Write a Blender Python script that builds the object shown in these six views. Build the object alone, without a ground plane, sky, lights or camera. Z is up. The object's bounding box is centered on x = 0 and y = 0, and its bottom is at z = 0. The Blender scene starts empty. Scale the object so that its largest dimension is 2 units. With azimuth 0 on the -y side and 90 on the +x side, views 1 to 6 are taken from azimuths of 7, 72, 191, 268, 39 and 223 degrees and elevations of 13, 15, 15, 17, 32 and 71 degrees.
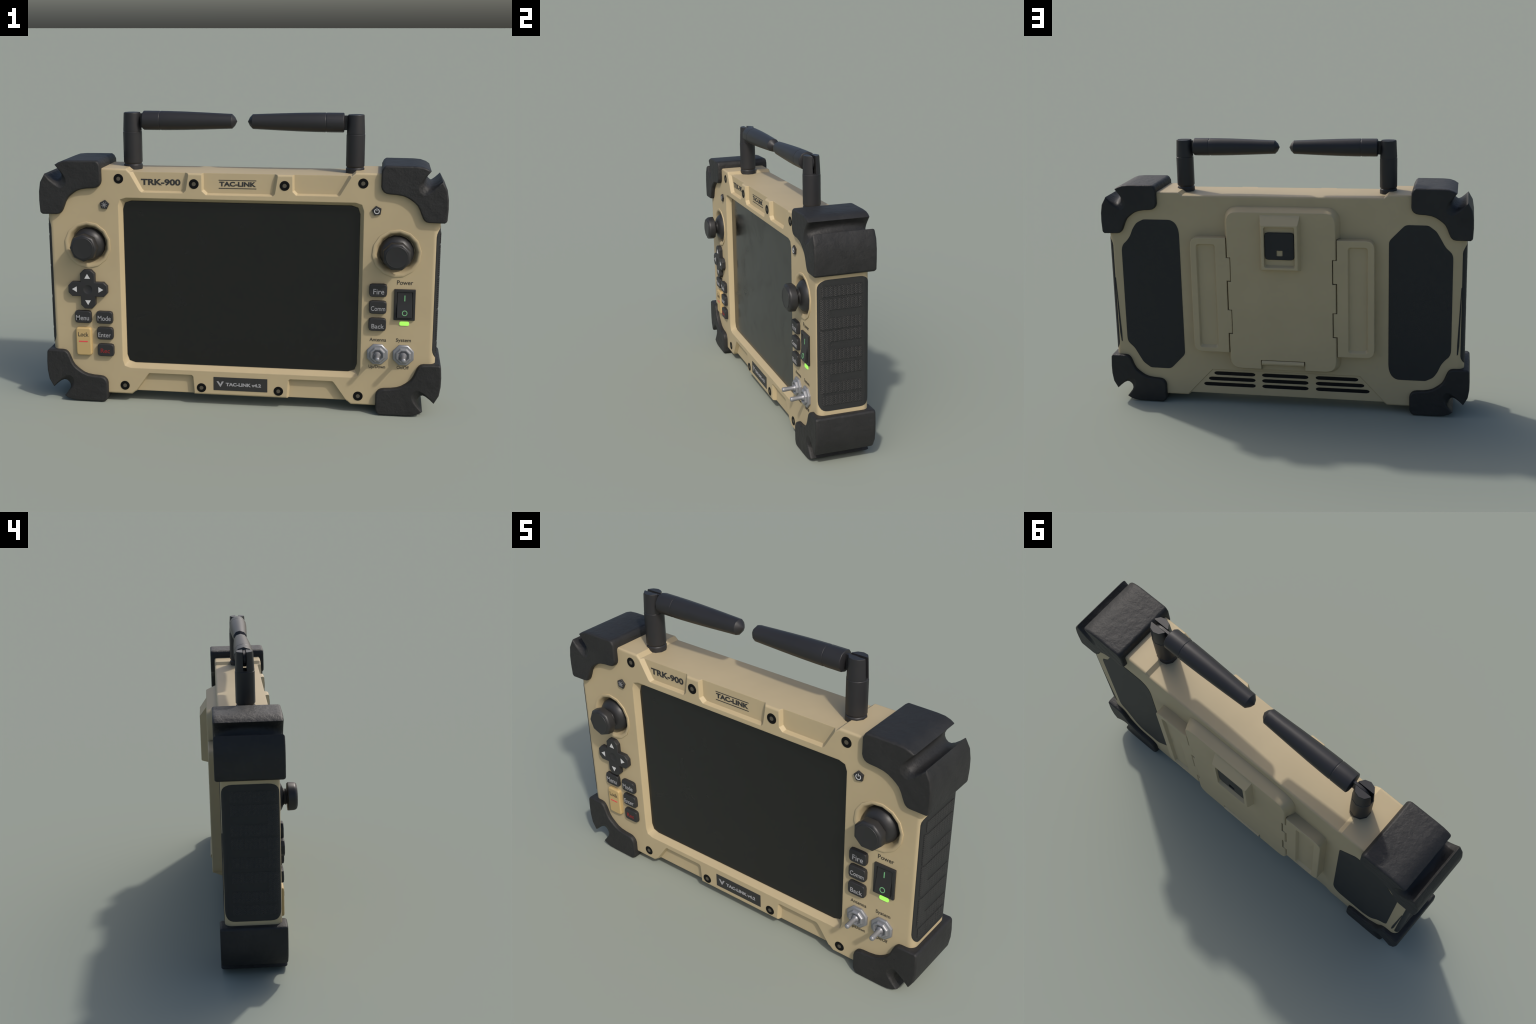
# Rugged handheld control unit: tan housing, black rubber corner bumpers, two folded antennas,
# big screen, joysticks, keys, switches, and a battery cover with latch on the back.
# Frame: x right (seen from the front), -y = front, z up.  All sizes in metres.
import bpy, bmesh, math
from mathutils import Vector

ZC = 0.6235          # height of the unit's middle
FRONT, BACK = -0.133, 0.133

# ----------------------------------------------------------------- small geometry helpers
def finish(bm, name, mat, parent=None, angle=32, smooth=True, weighted=True):
    bmesh.ops.remove_doubles(bm, verts=bm.verts, dist=1e-6)
    bmesh.ops.recalc_face_normals(bm, faces=bm.faces)
    me = bpy.data.meshes.new(name)
    bm.to_mesh(me); bm.free()
    return add_mesh(me, name, mat, parent, angle, smooth, weighted)

def add_mesh(me, name, mat, parent=None, angle=32, smooth=True, weighted=True):
    me.name = name
    for p in me.polygons:
        p.use_smooth = smooth
    if smooth:
        me.set_sharp_from_angle(angle=math.radians(angle))
    ob = bpy.data.objects.new(name, me)
    bpy.context.scene.collection.objects.link(ob)
    if mat is not None:
        me.materials.clear(); me.materials.append(mat)
    if parent is not None:
        ob.parent = parent
    if smooth and weighted:
        w = ob.modifiers.new('weighted_normal', 'WEIGHTED_NORMAL')
        w.keep_sharp = True
    return ob

def area(poly):
    return 0.5 * sum(a[0]*b[1]-b[0]*a[1] for a, b in zip(poly, poly[1:]+poly[:1]))

def ccw(poly):
    return poly if area(poly) > 0 else poly[::-1]

def inset(poly, d):
    """move every side of a CCW polygon inwards by d (mitred)"""
    if abs(d) < 1e-9:
        return list(poly)
    out, n = [], len(poly)
    for i in range(n):
        p0, p1, p2 = Vector(poly[i-1]), Vector(poly[i]), Vector(poly[(i+1) % n])
        e1, e2 = (p1-p0), (p2-p1)
        if e1.length < 1e-9 or e2.length < 1e-9:
            out.append(tuple(p1)); continue
        e1.normalize(); e2.normalize()
        n1, n2 = Vector((-e1.y, e1.x)), Vector((-e2.y, e2.x))
        m = n1+n2
        k = max(0.35, 1+n1.dot(n2))
        out.append(tuple(p1 + m*(d/k)))
    return out

def fillet(pts, seg=5):
    """pts: (a, b, radius) -> polygon with rounded corners"""
    out, n = [], len(pts)
    for i in range(n):
        p0, p1, p2 = Vector(pts[i-1][:2]), Vector(pts[i][:2]), Vector(pts[(i+1) % n][:2])
        r = pts[i][2] if len(pts[i]) > 2 else 0
        if r <= 0:
            out.append(tuple(p1)); continue
        u, v = (p0-p1).normalized(), (p2-p1).normalized()
        ang = u.angle(v)
        t = min(r/math.tan(ang/2), 0.48*(p0-p1).length, 0.48*(p2-p1).length)
        a, b = p1+u*t, p1+v*t
        for k in range(seg+1):
            s = k/seg
            q = a*(1-s)**2 + p1*2*s*(1-s) + b*s*s
            out.append(tuple(q))
    return out

def rect(x0, x1, z0, z1, r=0, seg=4):
    return fillet([(x0, z0, r), (x1, z0, r), (x1, z1, r), (x0, z1, r)], seg)

def loft(sections, closed_ends=True):
    """sections: equal-length lists of 3D points"""
    bm = bmesh.new()
    rows = [[bm.verts.new(p) for p in s] for s in sections]
    n = len(rows[0])
    for a, b in zip(rows, rows[1:]):
        for i in range(n):
            j = (i+1) % n
            bm.faces.new((a[i], a[j], b[j], b[i]))
    if closed_ends:
        bm.faces.new(rows[0]); bm.faces.new(rows[-1][::-1])
    return bm

def slab_bm(poly, stations, plane='xz'):
    """extrude an outline along the third axis; stations = (position, inset)"""
    poly = ccw(list(poly))
    secs = []
    for y, d in stations:
        q = inset(poly, d)
        secs.append([(a, y, b) for a, b in q] if plane == 'xz' else
                    [(y, a, b) for a, b in q] if plane == 'yz' else [(a, b, y) for a, b in q])
    return loft(secs)

def slab(name, poly, stations, mat, parent=None, plane='xz', **kw):
    return finish(slab_bm(poly, stations, plane), name, mat, parent, **kw)

def raised(y0, y1, r, steps=3, extra=0.0):
    """stations from a base y0 to a rounded top edge at y1"""
    s = 1 if y1 > y0 else -1
    st = [(y0, 0.0)]
    for k in range(steps+1):
        a = math.pi/2*k/steps
        st.append((y1 - s*r*(1-math.sin(a)), extra + r*(1-math.cos(a))))
    return st

def lathe_bm(profile, n=24, axis='y', centre=(0, 0, 0), phase=0.0):
    """profile: (radius, position along the axis); radius 0 allowed at ends"""
    secs = []
    for r, h in profile:
        ring = []
        for i in range(n):
            a = 2*math.pi*i/n + phase
            c, s = max(r, 1e-5)*math.cos(a), max(r, 1e-5)*math.sin(a)
            p = (c, h, s) if axis == 'y' else (h, c, s) if axis == 'x' else (c, s, h)
            ring.append(tuple(p[k]+centre[k] for k in range(3)))
        secs.append(ring)
    return loft(secs)

def lathe(name, profile, mat, parent=None, n=24, axis='y', centre=(0, 0, 0), phase=0.0, **kw):
    return finish(lathe_bm(profile, n, axis, centre, phase), name, mat, parent, **kw)

def cutter(bm):
    ob = finish(bm, 'cutter', None, None, smooth=False)
    ob.hide_render = True
    return ob

def boolean(ob, cutters, op='DIFFERENCE', angle=32):
    """apply exact booleans and delete the cutters"""
    for c in cutters:
        m = ob.modifiers.new('cut', 'BOOLEAN')
        m.operation, m.object, m.solver = op, c, 'EXACT'
    wn = [m for m in ob.modifiers if m.type == 'WEIGHTED_NORMAL']
    for m in wn:
        ob.modifiers.remove(m)
    bpy.context.view_layer.update()
    dg = bpy.context.evaluated_depsgraph_get()
    me = bpy.data.meshes.new_from_object(ob.evaluated_get(dg))
    mats = list(ob.data.materials)
    ob.modifiers.clear()
    old = ob.data
    nm = old.name
    ob.data = me
    bpy.data.meshes.remove(old)
    me.name = nm
    me.materials.clear()
    for m in mats:
        me.materials.append(m)
    for p in me.polygons:
        p.use_smooth = True; p.material_index = 0
    me.set_sharp_from_angle(angle=math.radians(angle))
    for c in cutters:
        d = c.data
        bpy.data.objects.remove(c); bpy.data.meshes.remove(d)
    w = ob.modifiers.new('weighted_normal', 'WEIGHTED_NORMAL'); w.keep_sharp = True
    return ob

def join_bm(bms):
    out = bmesh.new()
    for b in bms:
        me = bpy.data.meshes.new('tmp'); b.to_mesh(me); b.free()
        out.from_mesh(me); bpy.data.meshes.remove(me)
    return out

# ----------------------------------------------------------------- materials
def material(name, col, rough=0.5, metal=0.0, spec=0.5, vary=0.0, vary_scale=6.0, bump=0.0,
             bump_scale=120.0, bump_dist=0.004, bevel=0.0, emit=None, coat=0.0, rough_vary=0.0):
    m = bpy.data.materials.new(name); m.use_nodes = True
    nt = m.node_tree; N, L = nt.nodes, nt.links
    b = N['Principled BSDF']
    b.inputs['Base Color'].default_value = (*col, 1)
    b.inputs['Roughness'].default_value = rough
    b.inputs['Metallic'].default_value = metal
    b.inputs['Specular IOR Level'].default_value = spec
    b.inputs['Coat Weight'].default_value = coat
    tc = N.new('ShaderNodeTexCoord')
    if vary > 0:
        nz = N.new('ShaderNodeTexNoise'); nz.inputs['Scale'].default_value = vary_scale
        nz.inputs['Detail'].default_value = 6
        L.new(tc.outputs['Object'], nz.inputs['Vector'])
        r = N.new('ShaderNodeValToRGB')
        r.color_ramp.elements[0].position = 0.3; r.color_ramp.elements[1].position = 0.7
        r.color_ramp.elements[0].color = (*[c*(1-vary) for c in col], 1)
        r.color_ramp.elements[1].color = (*[min(1, c*(1+vary)) for c in col], 1)
        L.new(nz.outputs['Fac'], r.inputs['Fac']); L.new(r.outputs['Color'], b.inputs['Base Color'])
    if rough_vary > 0:
        nz2 = N.new('ShaderNodeTexNoise'); nz2.inputs['Scale'].default_value = 5
        nz2.inputs['Detail'].default_value = 5; nz2.inputs['Distortion'].default_value = 1.0
        L.new(tc.outputs['Object'], nz2.inputs['Vector'])
        mr = N.new('ShaderNodeMapRange')
        mr.inputs['From Min'].default_value = 0.35; mr.inputs['From Max'].default_value = 0.7
        mr.inputs['To Min'].default_value = rough-rough_vary; mr.inputs['To Max'].default_value = rough+rough_vary
        L.new(nz2.outputs['Fac'], mr.inputs['Value']); L.new(mr.outputs['Result'], b.inputs['Roughness'])
    normal = None
    if bevel > 0:
        bv = N.new('ShaderNodeBevel'); bv.samples = 6
        bv.inputs['Radius'].default_value = bevel
        normal = bv.outputs['Normal']
    if bump > 0:
        bn = N.new('ShaderNodeTexNoise'); bn.inputs['Scale'].default_value = bump_scale
        bn.inputs['Detail'].default_value = 5; bn.inputs['Roughness'].default_value = 0.6
        L.new(tc.outputs['Object'], bn.inputs['Vector'])
        bp = N.new('ShaderNodeBump'); bp.inputs['Strength'].default_value = bump
        bp.inputs['Distance'].default_value = bump_dist
        L.new(bn.outputs['Fac'], bp.inputs['Height'])
        if normal is not None:
            L.new(normal, bp.inputs['Normal'])
        normal = bp.outputs['Normal']
    if normal is not None:
        L.new(normal, b.inputs['Normal'])
    if emit:
        b.inputs['Emission Color'].default_value = (*emit[0], 1)
        b.inputs['Emission Strength'].default_value = emit[1]
    return m

TAN = material('tan_paint', (0.432, 0.350, 0.211), rough=0.55, spec=0.35, vary=0.03, vary_scale=5, bevel=0.004)
TAN_FLAT = material('tan_paint_plain', (0.432, 0.350, 0.211), rough=0.55, spec=0.35, vary=0.03)
RUBBER = material('black_rubber', (0.019, 0.019, 0.019), rough=0.56, spec=0.32, vary=0.15, vary_scale=9,
                  bump=0.55, bump_scale=24, bump_dist=0.009, bevel=0.003)
GRIP = material('grip_rubber', (0.021, 0.022, 0.022), rough=0.6, spec=0.33, bump=0.2, bump_scale=240)
PLASTIC = material('black_plastic', (0.021, 0.021, 0.022), rough=0.42, spec=0.4, bevel=0.004)
ANT = material('antenna_plastic', (0.019, 0.019, 0.021), rough=0.45, spec=0.36, vary=0.06)
KEY = material('key_rubber', (0.024, 0.024, 0.025), rough=0.48, spec=0.36)
LOCK = material('lock_key_yellow', (0.46, 0.33, 0.145), rough=0.5, spec=0.4)
GLASS = material('screen_glass', (0.0062, 0.0062, 0.0060), rough=0.19, spec=0.5, rough_vary=0.10)
BLACK = material('dark_hole', (0.003, 0.003, 0.004), rough=0.5, spec=0.2)
SCREW = material('screw_black', (0.003, 0.003, 0.003), rough=0.55, spec=0.15)
SCREW_HEART = material('screw_socket', (0.085, 0.075, 0.055), rough=0.6, spec=0.3)
STEEL = material('dull_steel', (0.27, 0.275, 0.29), rough=0.42, metal=0.5, spec=0.5, bevel=0.003)
INK = material('dark_ink', (0.022, 0.022, 0.022), rough=0.6)
INK_SOFT = material('faded_ink', (0.05, 0.043, 0.030), rough=0.6)
PRINT = material('grey_print', (0.30, 0.30, 0.31), rough=0.6)
WHITE = material('white_print', (0.55, 0.55, 0.55), rough=0.6)
RED = material('dark_red_print', (0.22, 0.012, 0.014), rough=0.6)
RED_LINE = material('red_line', (0.70, 0.060, 0.070), rough=0.6)
GREEN = material('green_print', (0.16, 0.42, 0.19), rough=0.6)
LED = material('green_led', (0.03, 0.10, 0.01), rough=0.5, emit=((0.42, 1.0, 0.13), 1.0))
LABEL = material('label_black', (0.022, 0.022, 0.022), rough=0.5)

def chevron_material():
    """rubber with fine vertical columns of V-shaped knurls"""
    m = material('knurled_rubber', (0.024, 0.024, 0.024), rough=0.6, spec=0.36)
    nt = m.node_tree; N, L = nt.nodes, nt.links
    tc = N['Texture Coordinate']
    sep = N.new('ShaderNodeSeparateXYZ'); L.new(tc.outputs['Object'], sep.inputs[0])
    def math_node(op, a, b=None):
        n = N.new('ShaderNodeMath'); n.operation = op
        for i, v in enumerate((a, b)):
            if v is None: continue
            if isinstance(v, (int, float)): n.inputs[i].default_value = v
            else: L.new(v, n.inputs[i])
        return n.outputs[0]
    tri = math_node('PINGPONG', sep.outputs['Y'], 0.0105)
    v = math_node('ADD', sep.outputs['Z'], tri)
    saw = math_node('PINGPONG', v, 0.0050)
    h = math_node('DIVIDE', saw, 0.0050)
    bp = N.new('ShaderNodeBump'); bp.inputs['Strength'].default_value = 0.55
    bp.inputs['Distance'].default_value = 0.003
    L.new(h, bp.inputs['Height'])
    L.new(bp.outputs['Normal'], N['Principled BSDF'].inputs['Normal'])
    return m
KNURL = chevron_material()

# ----------------------------------------------------------------- lettering
def lettering(name, text, mat, parent, x0, x1, base, cap, y, facing=-1, bold=0.0, depth=0.0008):
    """built-in font, stretched to run from x0 to x1 with the given capital height"""
    def text_mesh(s):
        cu = bpy.data.curves.new('text', 'FONT')
        cu.body = s; cu.size = 1.0; cu.offset = bold; cu.resolution_u = 5
        ob = bpy.data.objects.new('text', cu)
        bpy.context.scene.collection.objects.link(ob)
        bpy.context.view_layer.update()
        me = bpy.data.meshes.new_from_object(ob.evaluated_get(bpy.context.evaluated_depsgraph_get()))
        bpy.data.objects.remove(ob); bpy.data.curves.remove(cu)
        return me
    ref = text_mesh('H')
    h = max(v.co.y for v in ref.vertices) - min(v.co.y for v in ref.vertices)
    yb = min(v.co.y for v in ref.vertices)
    bpy.data.meshes.remove(ref)
    me = text_mesh(text)
    bm = bmesh.new(); bm.from_mesh(me); bpy.data.meshes.remove(me)
    xs = [v.co.x for v in bm.verts]; lo, hi = min(xs), max(xs)
    r = bmesh.ops.extrude_face_region(bm, geom=bm.faces[:])
    for v in [g for g in r['geom'] if isinstance(g, bmesh.types.BMVert)]:
        v.co.z = 1
    for v in bm.verts:
        x = x0 + (v.co.x-lo)/(hi-lo)*(x1-x0)
        z = base + (v.co.y-yb)/h*cap
        v.co = (x, y + facing*depth*v.co.z, z)
    return finish(bm, name, mat, parent, smooth=False)

# ----------------------------------------------------------------- the thing
root = bpy.data.objects.new('rugged_control_unit', None)
bpy.context.scene.collection.objects.link(root)
root['label'] = 'tan rugged handheld control unit with black rubber corners and two antennas'
root['category'] = 'handheld controller'

# ---- housing -----------------------------------------------------------------
def housing_outline():
    top = [(0.968, 0.36), (0.700, 0.583), (0.560, 0.583), (0.541, 0.567)]     # (x, height above middle)
    q = [(x, z) for x, z in top] + [(-x, z) for x, z in top[::-1]]
    q += [(-x, -z) for x, z in top] + [(x, -z) for x, z in top[::-1]]
    # finer long edges keep the rounding even
    return [(x, ZC+z) for x, z in q]

def housing_sections(grow=0.0):
    pol = ccw(housing_outline())
    secs = []
    RX, RZ = 0.034, 0.011        # rounding seen from above / from the side
    hy = 0.133+grow
    dist = [0.0, 0.0008, 0.0025, 0.005, 0.008, 0.011, 0.016, 0.022, 0.028, 0.034]
    curve = lambda d, r: 1-math.sqrt(max(0.0, 1-(1-min(d, r)/r)**2))
    st = [(-hy+d, d) for d in dist] + [(hy-d, d) for d in dist[::-1]]
    for y, d in st:
        row = []
        for x, z in pol:
            side = abs(x) > 0.9
            ix = RX*curve(d, RX) if side else 0.0
            iz = RZ*curve(d, RZ)*(0.5 if side else 1.0)
            sx, sz = (1 if x > 0 else -1), (1 if z > ZC else -1)
            row.append((x + sx*(grow-ix), y, z + sz*(grow-iz)))
        secs.append(row)
    return secs

housing = finish(loft(housing_sections()), 'housing', TAN, root)

def pocket(opening, y_open, floor, y_floor, lift=0.004):
    """cutter whose side walls run from an opening outline to a smaller floor outline"""
    o, f = ccw(opening), ccw(floor)
    big = [(a[0]+(a[0]-b[0])*lift/abs(y_open-y_floor), a[1]+(a[1]-b[1])*lift/abs(y_open-y_floor)) for a, b in zip(o, f)]
    s = -1 if y_open < 0 else 1
    return cutter(loft([[(x, y_open+s*lift, z) for x, z in big], [(x, y_open, z) for x, z in o],
                        [(x, y_floor, z) for x, z in f]]))

YF = -0.1125
cuts = []
# screen opening with sloping walls
cuts.append(pocket(rect(-0.603, 0.603, 0.183, 1.064, 0.040, 2), FRONT, rect(-0.583, 0.583, 0.207, 1.043, 0.042, 2), -0.098))
# shallow fields along the top rim (left, middle, right), open upwards
def top_field(o, f):
    cuts.append(pocket(o, FRONT, f, YF))
T1 = 1.26
top_field([(-0.482, 1.092), (-0.276, 1.092), (-0.262, 1.106), (-0.247, 1.195), (-0.247, T1), (-0.584, T1), (-0.493, 1.100)],
          [(-0.474, 1.098), (-0.286, 1.098), (-0.280, 1.110), (-0.266, 1.195), (-0.266, T1), (-0.566, T1), (-0.482, 1.105)])
top_field([(-0.163, 1.085), (0.163, 1.085), (0.174, 1.096), (0.190, 1.195), (0.190, T1), (-0.185, T1), (-0.184, 1.105)],
          [(-0.157, 1.092), (0.154, 1.092), (0.160, 1.102), (0.173, 1.195), (0.173, T1), (-0.177, T1), (-0.176, 1.110)])
top_field([(0.277, 1.092), (0.480, 1.092), (0.490, 1.100), (0.584, T1), (0.258, T1), (0.258, 1.195), (0.259, 1.110)],
          [(0.283, 1.098), (0.470, 1.098), (0.478, 1.105), (0.566, T1), (0.266, T1), (0.266, 1.195), (0.267, 1.115)])
# two wedge fields along the bottom rim, open downwards
for s, xin in ((-1, 0.2385), (1, 0.2445)):
    o = [(s*0.588, -0.01), (s*0.474, 0.152), (s*0.466, 0.159), (s*(xin+0.008), 0.159), (s*xin, 0.150), (s*(xin-0.012), -0.01)]
    f = [(s*0.583, -0.01), (s*0.469, 0.148), (s*0.462, 0.154), (s*(xin+0.016), 0.154), (s*(xin+0.010), 0.147), (s*(xin-0.004), -0.01)]
    cuts.append(pocket(o, FRONT, f, -0.1105))
# joystick wells
JX, JZ = 0.764, 0.8215
for s in (-1, 1):
    cuts.append(cutter(lathe_bm([(0.1140, -0.15), (0.1140, -0.095)], 14, 'y', (s*JX, 0, JZ), 0.1)))
# vent field on the back and its slots
vent_o = [(-0.413, 0.203), (0.413, 0.203), (0.413+0.20, -0.01), (-0.413-0.20, -0.01)]
vent_f = [(-0.411, 0.201), (0.411, 0.201), (0.411+0.20, -0.01), (-0.411-0.20, -0.01)]
cuts.append(pocket(vent_o, BACK, vent_f, 0.1285))
def capsule(x0, x1, z, h):
    r = h/2
    p = [(x1-r*2+r*2*math.sin(a), z-r*math.cos(a)) for a in [math.pi*k/8 for k in range(9)]]
    return p + [(x0+r*2-r*2*math.sin(a), z+r*math.cos(a)) for a in [math.pi*k/8 for k in range(9)]]
slots = []
for z, outer in ((0.179, 0.404), (0.1455, 0.437), (0.1125, 0.466)):
    slots += [(-0.129, 0.132, z), (0.169, outer, z), (-outer, -0.169, z)]
bms = [slab_bm(capsule(a, b, z, 0.0215), [(0.115, 0), (0.14, 0)]) for a, b, z in slots]
cuts.append(cutter(join_bm(bms)))
boolean(housing, cuts, angle=28)

vent_slot_me = None
for a, b, z in slots:
    slab('vent_slot', capsule(a, b, z, 0.0213), [(0.112, 0), (0.1272, 0)], BLACK, housing, smooth=False)

# ---- screen -----------------------------------------------------------------
slab('screen', rect(-0.5845, 0.5845, 0.2055, 1.0445, 0.042, 2), [(-0.088, 0), (-0.1035, 0), (-0.1045, 0.001)], GLASS, root, angle=20)

# ---- rubber corner bumpers ---------------------------------------------------
def bumper_profile(depth):
    """outline in the +x, +z corner (z measured from the middle), with a U notch of a given depth"""
    p = [(0.681, 0.522), (0.685, 0.508), (0.694, 0.496), (0.706, 0.489), (0.722, 0.486), (0.755, 0.484), (0.785, 0.479), (0.806, 0.471),
         (0.825, 0.459), (0.841, 0.447), (0.854, 0.434), (0.865, 0.414), (0.873, 0.393), (0.881, 0.374),
         (0.888, 0.364), (0.898, 0.356), (0.912, 0.353), (0.984, 0.352), (0.9935, 0.3585), (0.9965, 0.366), (0.9995, 0.42), (0.9985, 0.465), (0.991, 0.512)]
    tip_o, tip_i = Vector((0.9675, 0.554)), Vector((0.9135, 0.599))
    mid = (tip_o+tip_i)/2
    t = (tip_o-tip_i).normalized()
    d = Vector((-0.66, -0.75)).normalized()
    half = (tip_o-tip_i).length/2
    prof = [(1.0, 0.0), (0.93, 0.35), (0.80, 0.67), (0.58, 0.90), (0.30, 1.0), (-0.15, 1.0), (-0.5, 0.93), (-0.78, 0.80), (-0.93, 0.6), (-0.98, 0.3), (-1.0, 0.0)]
    p += [tuple(mid + t*half*a + d*depth*b) for a, b in prof]
    p += [(0.895, 0.611), (0.870, 0.6195), (0.835, 0.6225), (0.702, 0.6235), (0.6905, 0.615), (0.6815, 0.597)]
    return p

def bumper(sx, sz):
    st = []
    for y, ins, dep in ((0.1570, 0.0085, 0.104), (0.1555, 0.0045, 0.104), (0.1520, 0.0018, 0.098), (0.1460, 0.0, 0.078),
                        (0.130, 0, 0.066), (0.105, 0, 0.058), (0.07, 0, 0.051), (0.035, 0, 0.047)):
        st.append((-y, ins, dep))
    st = st + [(0.0, 0, 0.045)] + [(-a, b, c) for a, b, c in st[::-1]]
    secs = []
    for y, ins, dep in st:
        pol = bumper_profile(dep)
        assert area(pol) > 0
        q = inset(pol, ins)
        secs.append([(sx*x, y, ZC+sz*z) for x, z in q])
    bm = loft(secs)
    return finish(bm, 'bumper', RUBBER, root, angle=38)
for sx in (1, -1):
    for sz in (1, -1):
        bumper(sx, sz)

# ---- side grips ---------------------------------------------------------------
def side_grip(s):
    g = finish(loft(housing_sections(0.0014)), 'side_grip', GRIP, root)
    outline = rect(-0.1290, 0.1305, ZC-0.331, ZC+0.331, 0.05, 6)
    c = cutter(slab_bm(outline, [(s*0.90, 0), (s*1.02, 0)], 'yz'))
    boolean(g, [c], 'INTERSECT', angle=30)
    # trim the back so that only a shell remains
    # raised knurled blocks: two bars and three E-shaped pieces, cut into upright ribs
    def bar(z0, z1, clip=0.0):
        n = 8
        for k in range(n):
            a = -0.072 + k*(0.166/n); b = a + 0.166/n - (0.0012 if s > 0 else 0.0003)
            yield (a, b, z0, z1)
        yield (-0.1205+clip, -0.0955, z0, z1)
        yield (-0.0952, -0.0723, z0, z1)
    blocks = []
    blocks += [list(bar(0.872, 0.922, 0.008)), list(bar(0.325, 0.374, 0.008))]
    for top in (0.860, 0.702, 0.536):
        low = top-0.148
        blocks.append(list(bar(top-0.054, top))[:8] + list(bar(low, low+0.053))[:8])
        blocks[-1] += [(-0.1205, -0.0955, low, top), (-0.0952, -0.0723, low, top)]
    for pieces in blocks:
        bms = [slab_bm([(a, z0), (b, z0), (b, z1), (a, z1)], [(s*0.930, 0), (s*1.0, 0)], 'yz') for a, b, z0, z1 in pieces]
        block = finish(loft(housing_sections(0.0046 if s > 0 else 0.0024)), 'grip_rib_block', KNURL, g)
        boolean(block, [cutter(join_bm(bms))], 'INTERSECT', angle=20)
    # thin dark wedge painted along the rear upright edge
    st = finish(loft(housing_sections(0.0012)), 'edge_stripe', GRIP, g)
    wedge = [(s*0.9285, 0.345), (s*0.9345, 0.352), (s*0.9400, 0.400), (s*0.9475, 0.720), (s*0.9440, 0.720), (s*0.9285, 0.400)]
    boolean(st, [cutter(slab_bm(wedge, [(0.12, 0), (0.15, 0)]))], 'INTERSECT')
for s in (1, -1):
    side_grip(s)

# ---- rear grip pads --------------------------------------------------------------
pad = [(0.567, 0.975, 0.0), (0.571, 1.005, 0.0), (0.585, 1.036, 0.0), (0.612, 1.054, 0.0), (0.765, 1.054, 0.03), (0.806, 1.034, 0.0),
       (0.829, 1.000, 0.0), (0.846, 0.958, 0.0), (0.868, 0.930, 0.0), (0.889, 0.912, 0.0), (0.898, 0.885, 0.0), (0.899, 0.365, 0.0),
       (0.892, 0.342, 0.0), (0.860, 0.313, 0.0), (0.838, 0.274, 0.0), (0.812, 0.228, 0.0), (0.770, 0.197, 0.03), (0.652, 0.196, 0.04), (0.567, 0.284, 0.04)]
def soften(p, n=2, keep=0.03):
    # corner cutting on short sides only, so that straight runs stay straight
    for _ in range(n):
        q = []
        for i in range(len(p)):
            a, b = Vector(p[i]), Vector(p[(i+1) % len(p)])
            t = min(0.25, 0.008/max((b-a).length, 1e-6))
            q += [tuple(a+(b-a)*t), tuple(b-(b-a)*t)]
        p = q
    return p
pad_outline = soften(fillet(pad, 4), 3)
slab('rear_grip_pad', pad_outline, [(0.128, 0), (0.1345, 0), (0.1350, 0.0008)], GRIP, root, smooth=False)
slab('rear_grip_pad', [(-x, 2*ZC-z) for x, z in pad_outline], [(0.128, 0), (0.1345, 0), (0.1350, 0.0008)], GRIP, root, smooth=False)

# ---- battery cover, hinge flaps and latch on the back -------------------------------
KN = ((0.735, 0.863), (0.438, 0.570))
def flap_outline(s, g=0.0):
    p = [(0.2985-g, 0.325-g), (0.496+g, 0.325-g, 0.045), (0.496+g, 0.972+g, 0.045), (0.2985-g, 0.972+g)]
    for z0, z1 in KN:
        p += [(0.2985-g, z1+g), (0.2775-g, z1+g), (0.2775-g, z0-g), (0.2985-g, z0-g)]
    return [(s*x, z) for x, z in fillet(p, 5)]

cover = slab('battery_cover', rect(-0.312, 0.312, 0.217, 1.137, 0.082, 6),
             [(0.128, 0), (0.136, 0.0), (0.160, 0.010), (0.180, 0.019), (0.1845, 0.0215), (0.1865, 0.0245)], TAN, root, angle=40)
cc = [cutter(slab_bm(flap_outline(s, 0.0035), [(0.10, 0), (0.25, 0)])) for s in (-1, 1)]
cc.append(cutter(slab_bm(rect(-0.122, 0.122, 0.15, 0.291), [(0.155, 0), (0.25, 0)])))
boolean(cover, cc, angle=40)
slab('hinge_bar', [(0.165, 0.262), (0.186, 0.262), (0.192, 0.267), (0.1945, 0.275), (0.192, 0.283), (0.186, 0.288), (0.165, 0.288)],
     [(-0.117, 0.0), (0.117, 0.0)], TAN, root, plane='yz')
for s in (1, -1):
    f = slab('hinge_flap', flap_outline(s), raised(0.128, 0.1835, 0.004, 3), TAN, root)
    o = [(s*x, z) for x, z in rect(0.357, 0.462, 0.350, 0.936, 0.016, 4)]
    fl = [(s*x, z) for x, z in rect(0.364, 0.455, 0.362, 0.930, 0.016, 4)]
    boolean(f, [pocket(o, 0.1835, fl, 0.169)])

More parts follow.
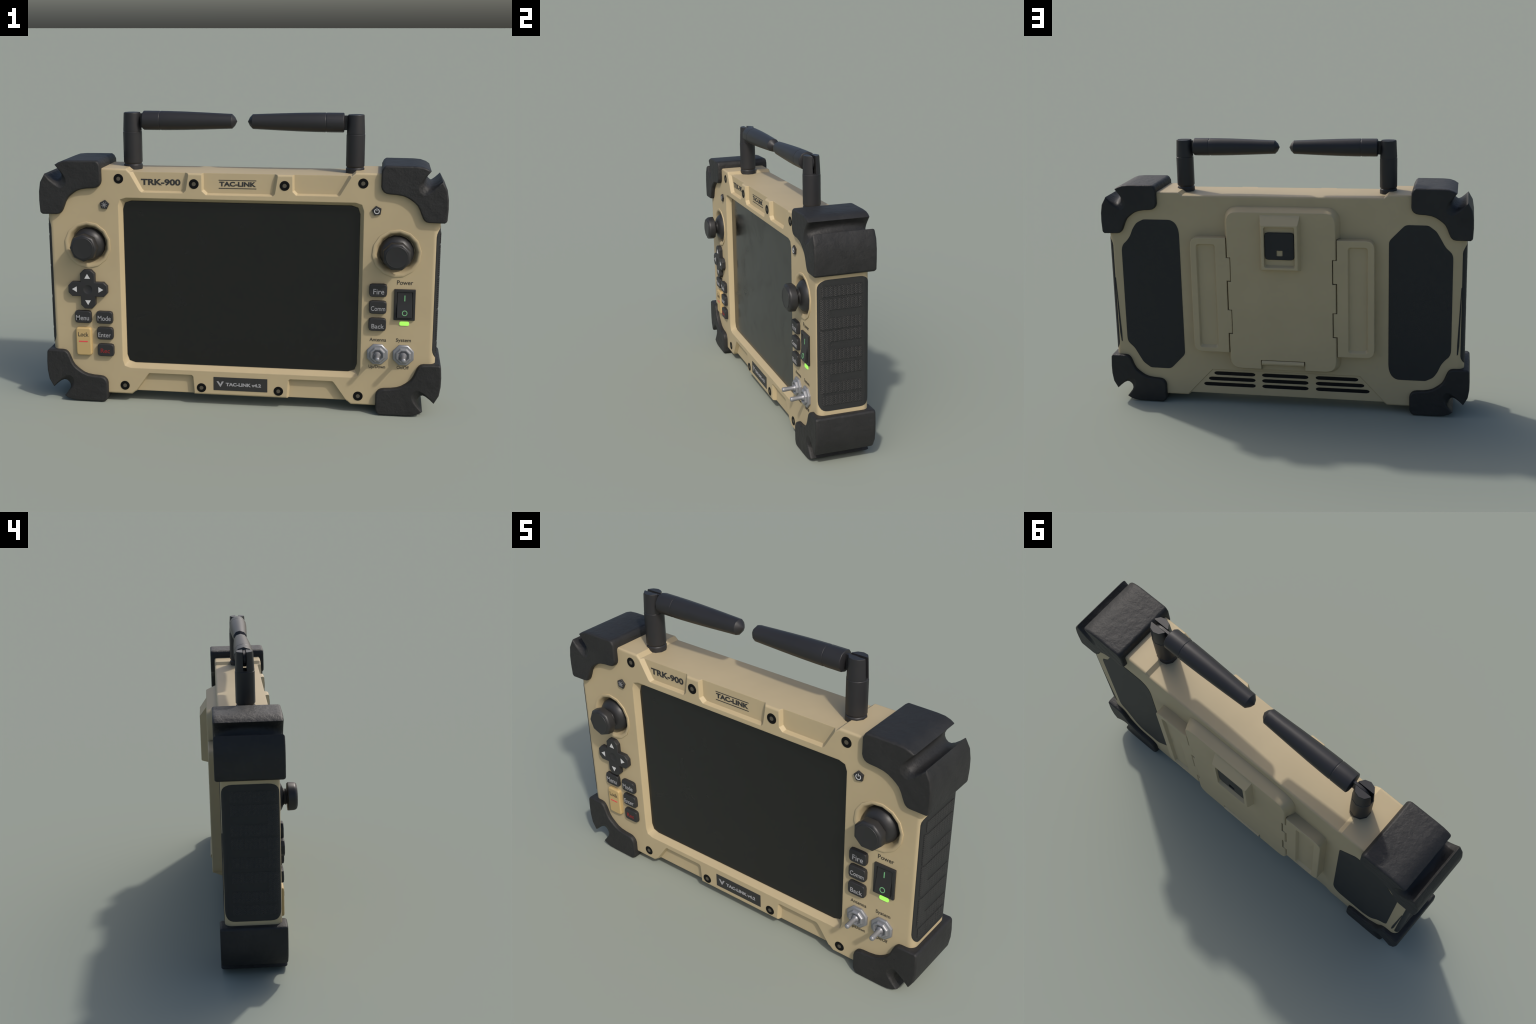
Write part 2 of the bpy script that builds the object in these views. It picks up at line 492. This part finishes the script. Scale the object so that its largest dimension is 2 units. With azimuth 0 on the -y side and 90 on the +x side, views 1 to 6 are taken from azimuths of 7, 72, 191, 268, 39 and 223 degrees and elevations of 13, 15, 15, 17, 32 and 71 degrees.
# latch housing: block with a sloping top and a framed pocket
lb = loft([[(-0.110, 0.178, 0.802), (0.110, 0.178, 0.802), (0.110, 0.178, 1.114), (-0.110, 0.178, 1.114)],
           [(-0.099, 0.219, 0.811), (0.099, 0.219, 0.811), (0.099, 0.219, 1.057), (-0.099, 0.219, 1.057)],
           [(-0.096, 0.2225, 0.815), (0.096, 0.2225, 0.815), (0.096, 0.2225, 1.053), (-0.096, 0.2225, 1.053)]])
latch = finish(lb, 'latch', TAN, root)
boolean(latch, [pocket(rect(-0.082, 0.082, 0.825, 1.046, 0.012), 0.2225, rect(-0.080, 0.080, 0.834, 1.042, 0.012), 0.203)])
lbtn = slab('latch_button', rect(-0.0790, 0.0790, 0.867, 1.014, 0.018, 2), [(0.200, 0), (0.2115, 0), (0.2140, 0.0025)], GRIP, latch)
boolean(lbtn, [cutter(slab_bm(rect(-0.0165, 0.0165, 0.886, 0.918), [(0.195, 0), (0.23, 0)]))])
slab('latch_catch', rect(-0.0163, 0.0163, 0.8862, 0.9178), [(0.200, 0), (0.2075, 0)], TAN_FLAT, latch, smooth=False)

# ---- screws -------------------------------------------------------------------
for x, z in ((0.5965, 1.1575), (0.2215, 1.1385), (0.595, 0.0875), (0.1965, 0.0935)):
    for s in (-1, 1):
        sc = lathe('screw', [(0.0242, -0.126), (0.0242, -0.1338), (0.0225, -0.1352), (0.0125, -0.1352), (0.0112, -0.1340), (0.0, -0.1338)], SCREW, root, 20, 'y', (s*x, 0, z))
        lathe('screw_socket', [(0.0100, -0.1315), (0.0100, -0.1343), (0.0, -0.1343)], SCREW_HEART, sc, 12, 'y', (s*x, 0, z), smooth=False)

# ---- antennas -------------------------------------------------------------------
def antenna(s):
    ax, ay = s*0.5525, -0.003
    bm = lathe_bm([(0.0462, 1.180), (0.0468, 1.183), (0.0468, 1.210), (0.0450, 1.2145), (0.0428, 1.2165), (0.0428, 1.2195), (0.0445, 1.2215), (0.0468, 1.226),
                   (0.0468, 1.3755), (0.0450, 1.3775), (0.0450, 1.379), (0.0458, 1.381), (0.0415, 1.466), (0.0395, 1.4705)], 10, 'z', (ax, ay, 0), math.pi/10)
    post = finish(bm, 'antenna', ANT, root, angle=40)
    c = cutter(slab_bm(rect(s*0.5525-0.06, s*0.5525+0.06, 1.383, 1.50), [(ay-0.0085, 0), (ay+0.0085, 0)]))
    boolean(post, [c], angle=40)
    prof = [(0.020, 0.500), (0.0445, 0.4955), (0.0475, 0.492), (0.0475, 0.4125), (0.0462, 0.4110), (0.0455, 0.4090), (0.0462, 0.4070), (0.0475, 0.4055), (0.0470, 0.36), (0.0455, 0.29),
            (0.0420, 0.19), (0.0362, 0.052), (0.0350, 0.0495), (0.0215, 0.0365), (0.0, 0.026)]
    lathe('antenna_arm', [(r, s*x) for r, x in prof], ANT, post, 10, 'x', (0, ay, 1.4315), math.pi/2, angle=46)
    # flat hinge tongue reaching from the arm into the slot of the post
    n = 14
    tongue = [(0.490, 1.396), (0.535, 1.396)] + [(0.5465+0.032*math.sin(a), 1.430-0.034*math.cos(a)) for a in [math.pi*k/n for k in range(n+1)]] + [(0.535, 1.466), (0.490, 1.466)]
    slab('hinge_tongue', [(s*x, z) for x, z in tongue], [(ay-0.0062, 0.001), (ay-0.0055, 0), (ay+0.0055, 0), (ay+0.0062, 0.001)], ANT, post)
for s in (-1, 1):
    antenna(s)

# ---- joysticks --------------------------------------------------------------------
def joystick(s):
    c = (s*JX, 0, JZ)
    ring = lathe('joystick_socket', [(0.1125, -0.094), (0.1125, -0.1322), (0.1180, -0.1326), (0.1175, -0.1372), (0.1130, -0.1380), (0.1060, -0.1374), (0.1010, -0.1330), (0.0955, -0.1230), (0.0905, -0.1090), (0.0870, -0.102), (0.0, -0.1005)],
                 TAN_FLAT, root, 14, 'y', c, 0.1 if s > 0 else 0.25, angle=38)
    lathe('joystick_dome', [(0.0845, -0.0995), (0.0845, -0.108), (0.0830, -0.118), (0.0785, -0.1295), (0.0710, -0.1400), (0.0605, -0.149), (0.0480, -0.1550), (0.0410, -0.1570), (0.0395, -0.1605),
                            (0.0360, -0.1615), (0.0360, -0.1660), (0.0385, -0.1672), (0.0385, -0.1705), (0.0350, -0.1715), (0.0350, -0.185)], PLASTIC, ring, 18, 'y', c, angle=45)
    ph = math.pi/8 if s > 0 else 0.0
    lathe('joystick_cap', [(0.040, -0.1770), (0.0665, -0.1770), (0.0695, -0.1790), (0.0700, -0.1860), (0.0690, -0.2080), (0.0672, -0.2140), (0.0620, -0.2195), (0.0560, -0.2205), (0.0, -0.2205)],
          PLASTIC, ring, 8, 'y', c, ph, angle=50)
    lathe('joystick_cap_face', [(0.0535, -0.2190), (0.0535, -0.2212), (0.0520, -0.2225), (0.0495, -0.2225), (0.0480, -0.2215), (0.0, -0.2218)], PLASTIC, ring, 24, 'y', c, angle=50)
for s in (-1, 1):
    joystick(s)

# ---- keys -------------------------------------------------------------------------
def key(x0, x1, z0, z1, mat=KEY, r=0.016, y=-0.1515, edge=0.0045, seg=2):
    return slab('key', rect(x0, x1, z0, z1, r, seg), raised(-0.128, y, edge, 3, 0.001), mat, root, angle=40)
def label_key(text, x0, x1, z0, z1, tx0, tx1, base, cap, ink=PRINT, **kw):
    k = key(x0, x1, z0, z1, **kw)
    lettering('key_lettering', text, ink, k, tx0+0.002, tx1+0.002, base, cap, kw.get('y', -0.1515)-0.0002, bold=0.004)
    return k
label_key('Menu', -0.8425, -0.7555, 0.4165, 0.4825, -0.8365, -0.7690, 0.4335, 0.0255)
label_key('Mode', -0.7315, -0.6450, 0.4165, 0.4825, -0.7235, -0.6565, 0.4345, 0.0250)
label_key('Enter', -0.7305, -0.6445, 0.3325, 0.3985, -0.7235, -0.6585, 0.3475, 0.0235)
label_key('Rec', -0.7305, -0.6440, 0.2440, 0.3105, -0.7140, -0.6665, 0.2635, 0.0230, RED)
lock = label_key('Lock', -0.8415, -0.7580, 0.2445, 0.3940, -0.8285, -0.7750, 0.3475, 0.0225, INK_SOFT, mat=LOCK, edge=0.008, r=0.016, seg=3)
slab('lock_line', rect(-0.8245, -0.7780, 0.3180, 0.3238, 0.002), [(-0.1512, 0), (-0.1522, 0)], RED_LINE, lock, smooth=False)
label_key('Fire', 0.6370, 0.7245, 0.6055, 0.6710, 0.6555, 0.7080, 0.6210, 0.0265)
label_key('Comm', 0.6375, 0.7240, 0.5200, 0.5865, 0.6460, 0.7150, 0.5375, 0.0225)
label_key('Back', 0.6375, 0.7240, 0.4335, 0.4995, 0.6510, 0.7110, 0.4480, 0.0225)

# four-way pad
DX, DZ = -0.767, 0.5965
a, b, c = 0.1005, 0.0375, 0.019
cross = []
arm_pts = [(-b, b), (-b, a-c), (-b+c, a), (b-c, a), (b, a-c), (b, b)]
for k in range(4):
    t = -k*math.pi/2
    for u, v in arm_pts[:-1]:
        cross.append((DX+u*math.cos(t)-v*math.sin(t), DZ+u*math.sin(t)+v*math.cos(t)))
dpad = slab('direction_pad', cross, raised(-0.128, -0.1565, 0.005, 3), KEY, root, angle=40)
boolean(dpad, [cutter(lathe_bm([(0.030, -0.160), (0.0255, -0.1565), (0.021, -0.1535), (0.012, -0.1515), (0, -0.151)], 20, 'y', (DX, 0, DZ)))], angle=40)
for k in range(4):
    t = k*math.pi/2
    tri = [(-0.0145, 0.056), (0.0145, 0.056), (0.0, 0.0805)]
    slab('pad_arrow', [(DX+u*math.cos(t)-v*math.sin(t), DZ+u*math.sin(t)+v*math.cos(t)) for u, v in tri], [(-0.156, 0), (-0.1572, 0)], WHITE, dpad, smooth=False)

# small five-sided brightness and power keys
def pentagon(cx, cz, phase):
    return [(cx+0.0245*math.cos(phase+2*math.pi*k/5), cz+0.0245*math.sin(phase+2*math.pi*k/5)) for k in range(5)]
PY = -0.1430
bk = slab('brightness_key', pentagon(-0.6705, 1.0275, math.radians(82)), raised(-0.128, PY, 0.003, 2), KEY, root)
rays = []
for k in range(8):
    t = math.pi/4*k + 0.2
    ct, st_ = math.cos(t), math.sin(t)
    q = [(0.0065, -0.0010), (0.0140, -0.0010), (0.0140, 0.0010), (0.0065, 0.0010)]
    rays.append(slab_bm([(-0.6705+u*ct-v*st_, 1.0275+u*st_+v*ct) for u, v in q], [(PY, 0), (PY-0.0008, 0)]))
def ring_bm(cx, cz, r0, r1, y0, y1, a0=0.0, a1=2*math.pi, n=20):
    o = [(cx+r1*math.sin(a0+(a1-a0)*k/n), cz+r1*math.cos(a0+(a1-a0)*k/n)) for k in range(n+1)]
    i = [(cx+r0*math.sin(a0+(a1-a0)*k/n), cz+r0*math.cos(a0+(a1-a0)*k/n)) for k in range(n+1)]
    bm = bmesh.new()
    for k in range(n):
        for ya, yb in ((y0, y1),):
            pts = [(o[k], ya), (o[k+1], ya), (i[k+1], ya), (i[k], ya), (o[k], yb), (o[k+1], yb), (i[k+1], yb), (i[k], yb)]
            v = [bm.verts.new((p[0], yy, p[1])) for p, yy in pts]
            for f in ((4, 5, 6, 7), (0, 1, 5, 4), (2, 3, 7, 6)):
                bm.faces.new([v[j] for j in f])
    bmesh.ops.remove_doubles(bm, verts=bm.verts, dist=1e-7)
    return bm
rays.append(ring_bm(-0.6705, 1.0275, 0.0028, 0.0052, PY, PY-0.0008))
finish(join_bm(rays), 'sun_symbol', PRINT, bk, smooth=False)
pk = slab('power_key', pentagon(0.6640, 1.0275, math.radians(100)), raised(-0.128, PY, 0.003, 2), KEY, root)
finish(join_bm([ring_bm(0.664, 1.0265, 0.0095, 0.0130, PY, PY-0.0008, 0.55, 2*math.pi-0.55),
                slab_bm(rect(0.6624, 0.6656, 1.029, 1.0420), [(PY, 0), (PY-0.0008, 0)])]), 'power_symbol', WHITE, pk, smooth=False)

# ---- rocker switch and its lamp -------------------------------------------------------
frame = slab('rocker_switch', rect(0.7590, 0.8610, 0.4910, 0.6460, 0.002, 1), [(-0.128, 0), (-0.1415, 0), (-0.1430, 0.0015)], PLASTIC, root)
boolean(frame, [cutter(slab_bm(rect(0.7725, 0.8475, 0.5035, 0.6325), [(-0.134, 0), (-0.16, 0)]))])
rk = [(-0.130, 0.6315), (-0.1400, 0.6315), (-0.1425, 0.5900), (-0.1465, 0.5650), (-0.1560, 0.5100), (-0.1555, 0.5065), (-0.130, 0.5045)]
rocker = slab('rocker', rk, [(0.7740, 0.0), (0.8460, 0.0)], PLASTIC, frame, plane='yz')
def on_rocker(z):      # front surface of the rocker at a height
    pts = [(0.6315, -0.1400), (0.59, -0.1425), (0.565, -0.1465), (0.51, -0.156)]
    for (za, ya), (zb, yb) in zip(pts, pts[1:]):
        if zb <= z <= za:
            return ya + (yb-ya)*(za-z)/(za-zb)
    return pts[-1][1]
bm = slab_bm(rect(0.8075, 0.8122, 0.5880, 0.6165, 0.001, 1), [(0.0008, 0), (-0.0008, 0)])
for v in bm.verts: v.co.y += on_rocker(v.co.z)
finish(bm, 'on_mark', GREEN, rocker, smooth=False)
bm = ring_bm(0.8110, 0.5305, 0.0098, 0.0130, 0.0008, -0.0008, n=28)
for v in bm.verts: v.co.y += on_rocker(v.co.z)
finish(bm, 'off_mark', GREEN, rocker, smooth=False)
slab('status_lamp', rect(0.7878, 0.8345, 0.4622, 0.4828, 0.009, 4), raised(-0.130, -0.1372, 0.003, 2), LED, root)

# ---- toggle switches ------------------------------------------------------------------
def toggle(cx, cz, lean):
    c = (cx, 0, cz)
    nut = lathe('toggle_switch', [(0.0555, -0.128), (0.0555, -0.1420), (0.0505, -0.1460), (0.0400, -0.1465), (0.0400, -0.152), (0.0360, -0.1575), (0.0290, -0.1580), (0.0240, -0.150), (0.0180, -0.147), (0.0, -0.147)],
                STEEL, root, 8, 'y', c, math.pi/8, angle=30)
    prof = [(0.0180, -0.140), (0.0190, -0.150), (0.0150, -0.158), (0.0115, -0.163), (0.0108, -0.185), (0.0118, -0.205), (0.0118, -0.2165), (0.0095, -0.2205), (0.0050, -0.2222), (0.0, -0.2225)]
    bm = lathe_bm(prof, 14, 'y', c)
    for v in bm.verts:
        v.co.z += lean*(-0.145-v.co.y)
    finish(bm, 'toggle_lever', STEEL, nut, angle=50)
toggle(0.6855, 0.3125, -0.02)
toggle(0.8115, 0.3125, -0.03)

# ---- printed words and the name label --------------------------------------------------
YP = FRONT-0.0003
for txt, x0, x1, base, cap in (('Power', 0.7705, 0.8475, 0.6680, 0.0215), ('Antenna', 0.6455, 0.7265, 0.3775, 0.0175), ('System', 0.7745, 0.8470, 0.3795, 0.0175),
                               ('Up/Down', 0.6445, 0.7255, 0.2385, 0.0165), ('On/Off', 0.7820, 0.8410, 0.2385, 0.0165)):
    lettering('panel_lettering', txt, INK_SOFT, root, x0, x1, base, cap, YP, bold=0.006)
YR = YF-0.0003
lettering('model_lettering', 'TRK-900', INK, root, -0.4885, -0.2915, 1.1265, 0.0300, YR, bold=0.036)
lettering('name_lettering', 'TAC-LINK', INK, root, -0.0995, 0.0800, 1.1270, 0.0230, YR, bold=0.042)
for z in (1.1570, 1.1175):
    slab('name_line', rect(-0.1020, 0.0820, z-0.0016, z+0.0016), [(YR, 0), (YR-0.0008, 0)], INK, root, smooth=False)
plate = slab('name_label', rect(-0.1340, 0.1405, 0.0845, 0.1545, 0.001, 1), [(-0.128, 0), (-0.1340, 0), (-0.1345, 0.0005)], LABEL, root, smooth=False)
lettering('label_lettering', 'TAC-LINK v4.2', PRINT, plate, -0.0715, 0.1085, 0.1090, 0.0175, -0.1347, bold=0.042)
vee = [(-0.1185, 0.1325), (-0.1085, 0.1325), (-0.0985, 0.1165), (-0.0960, 0.1235), (-0.0915, 0.1325), (-0.0815, 0.1325), (-0.0990, 0.1020)]
slab('vee_emblem', vee, [(-0.1342, 0), (-0.1353, 0)], PRINT, plate, smooth=False)
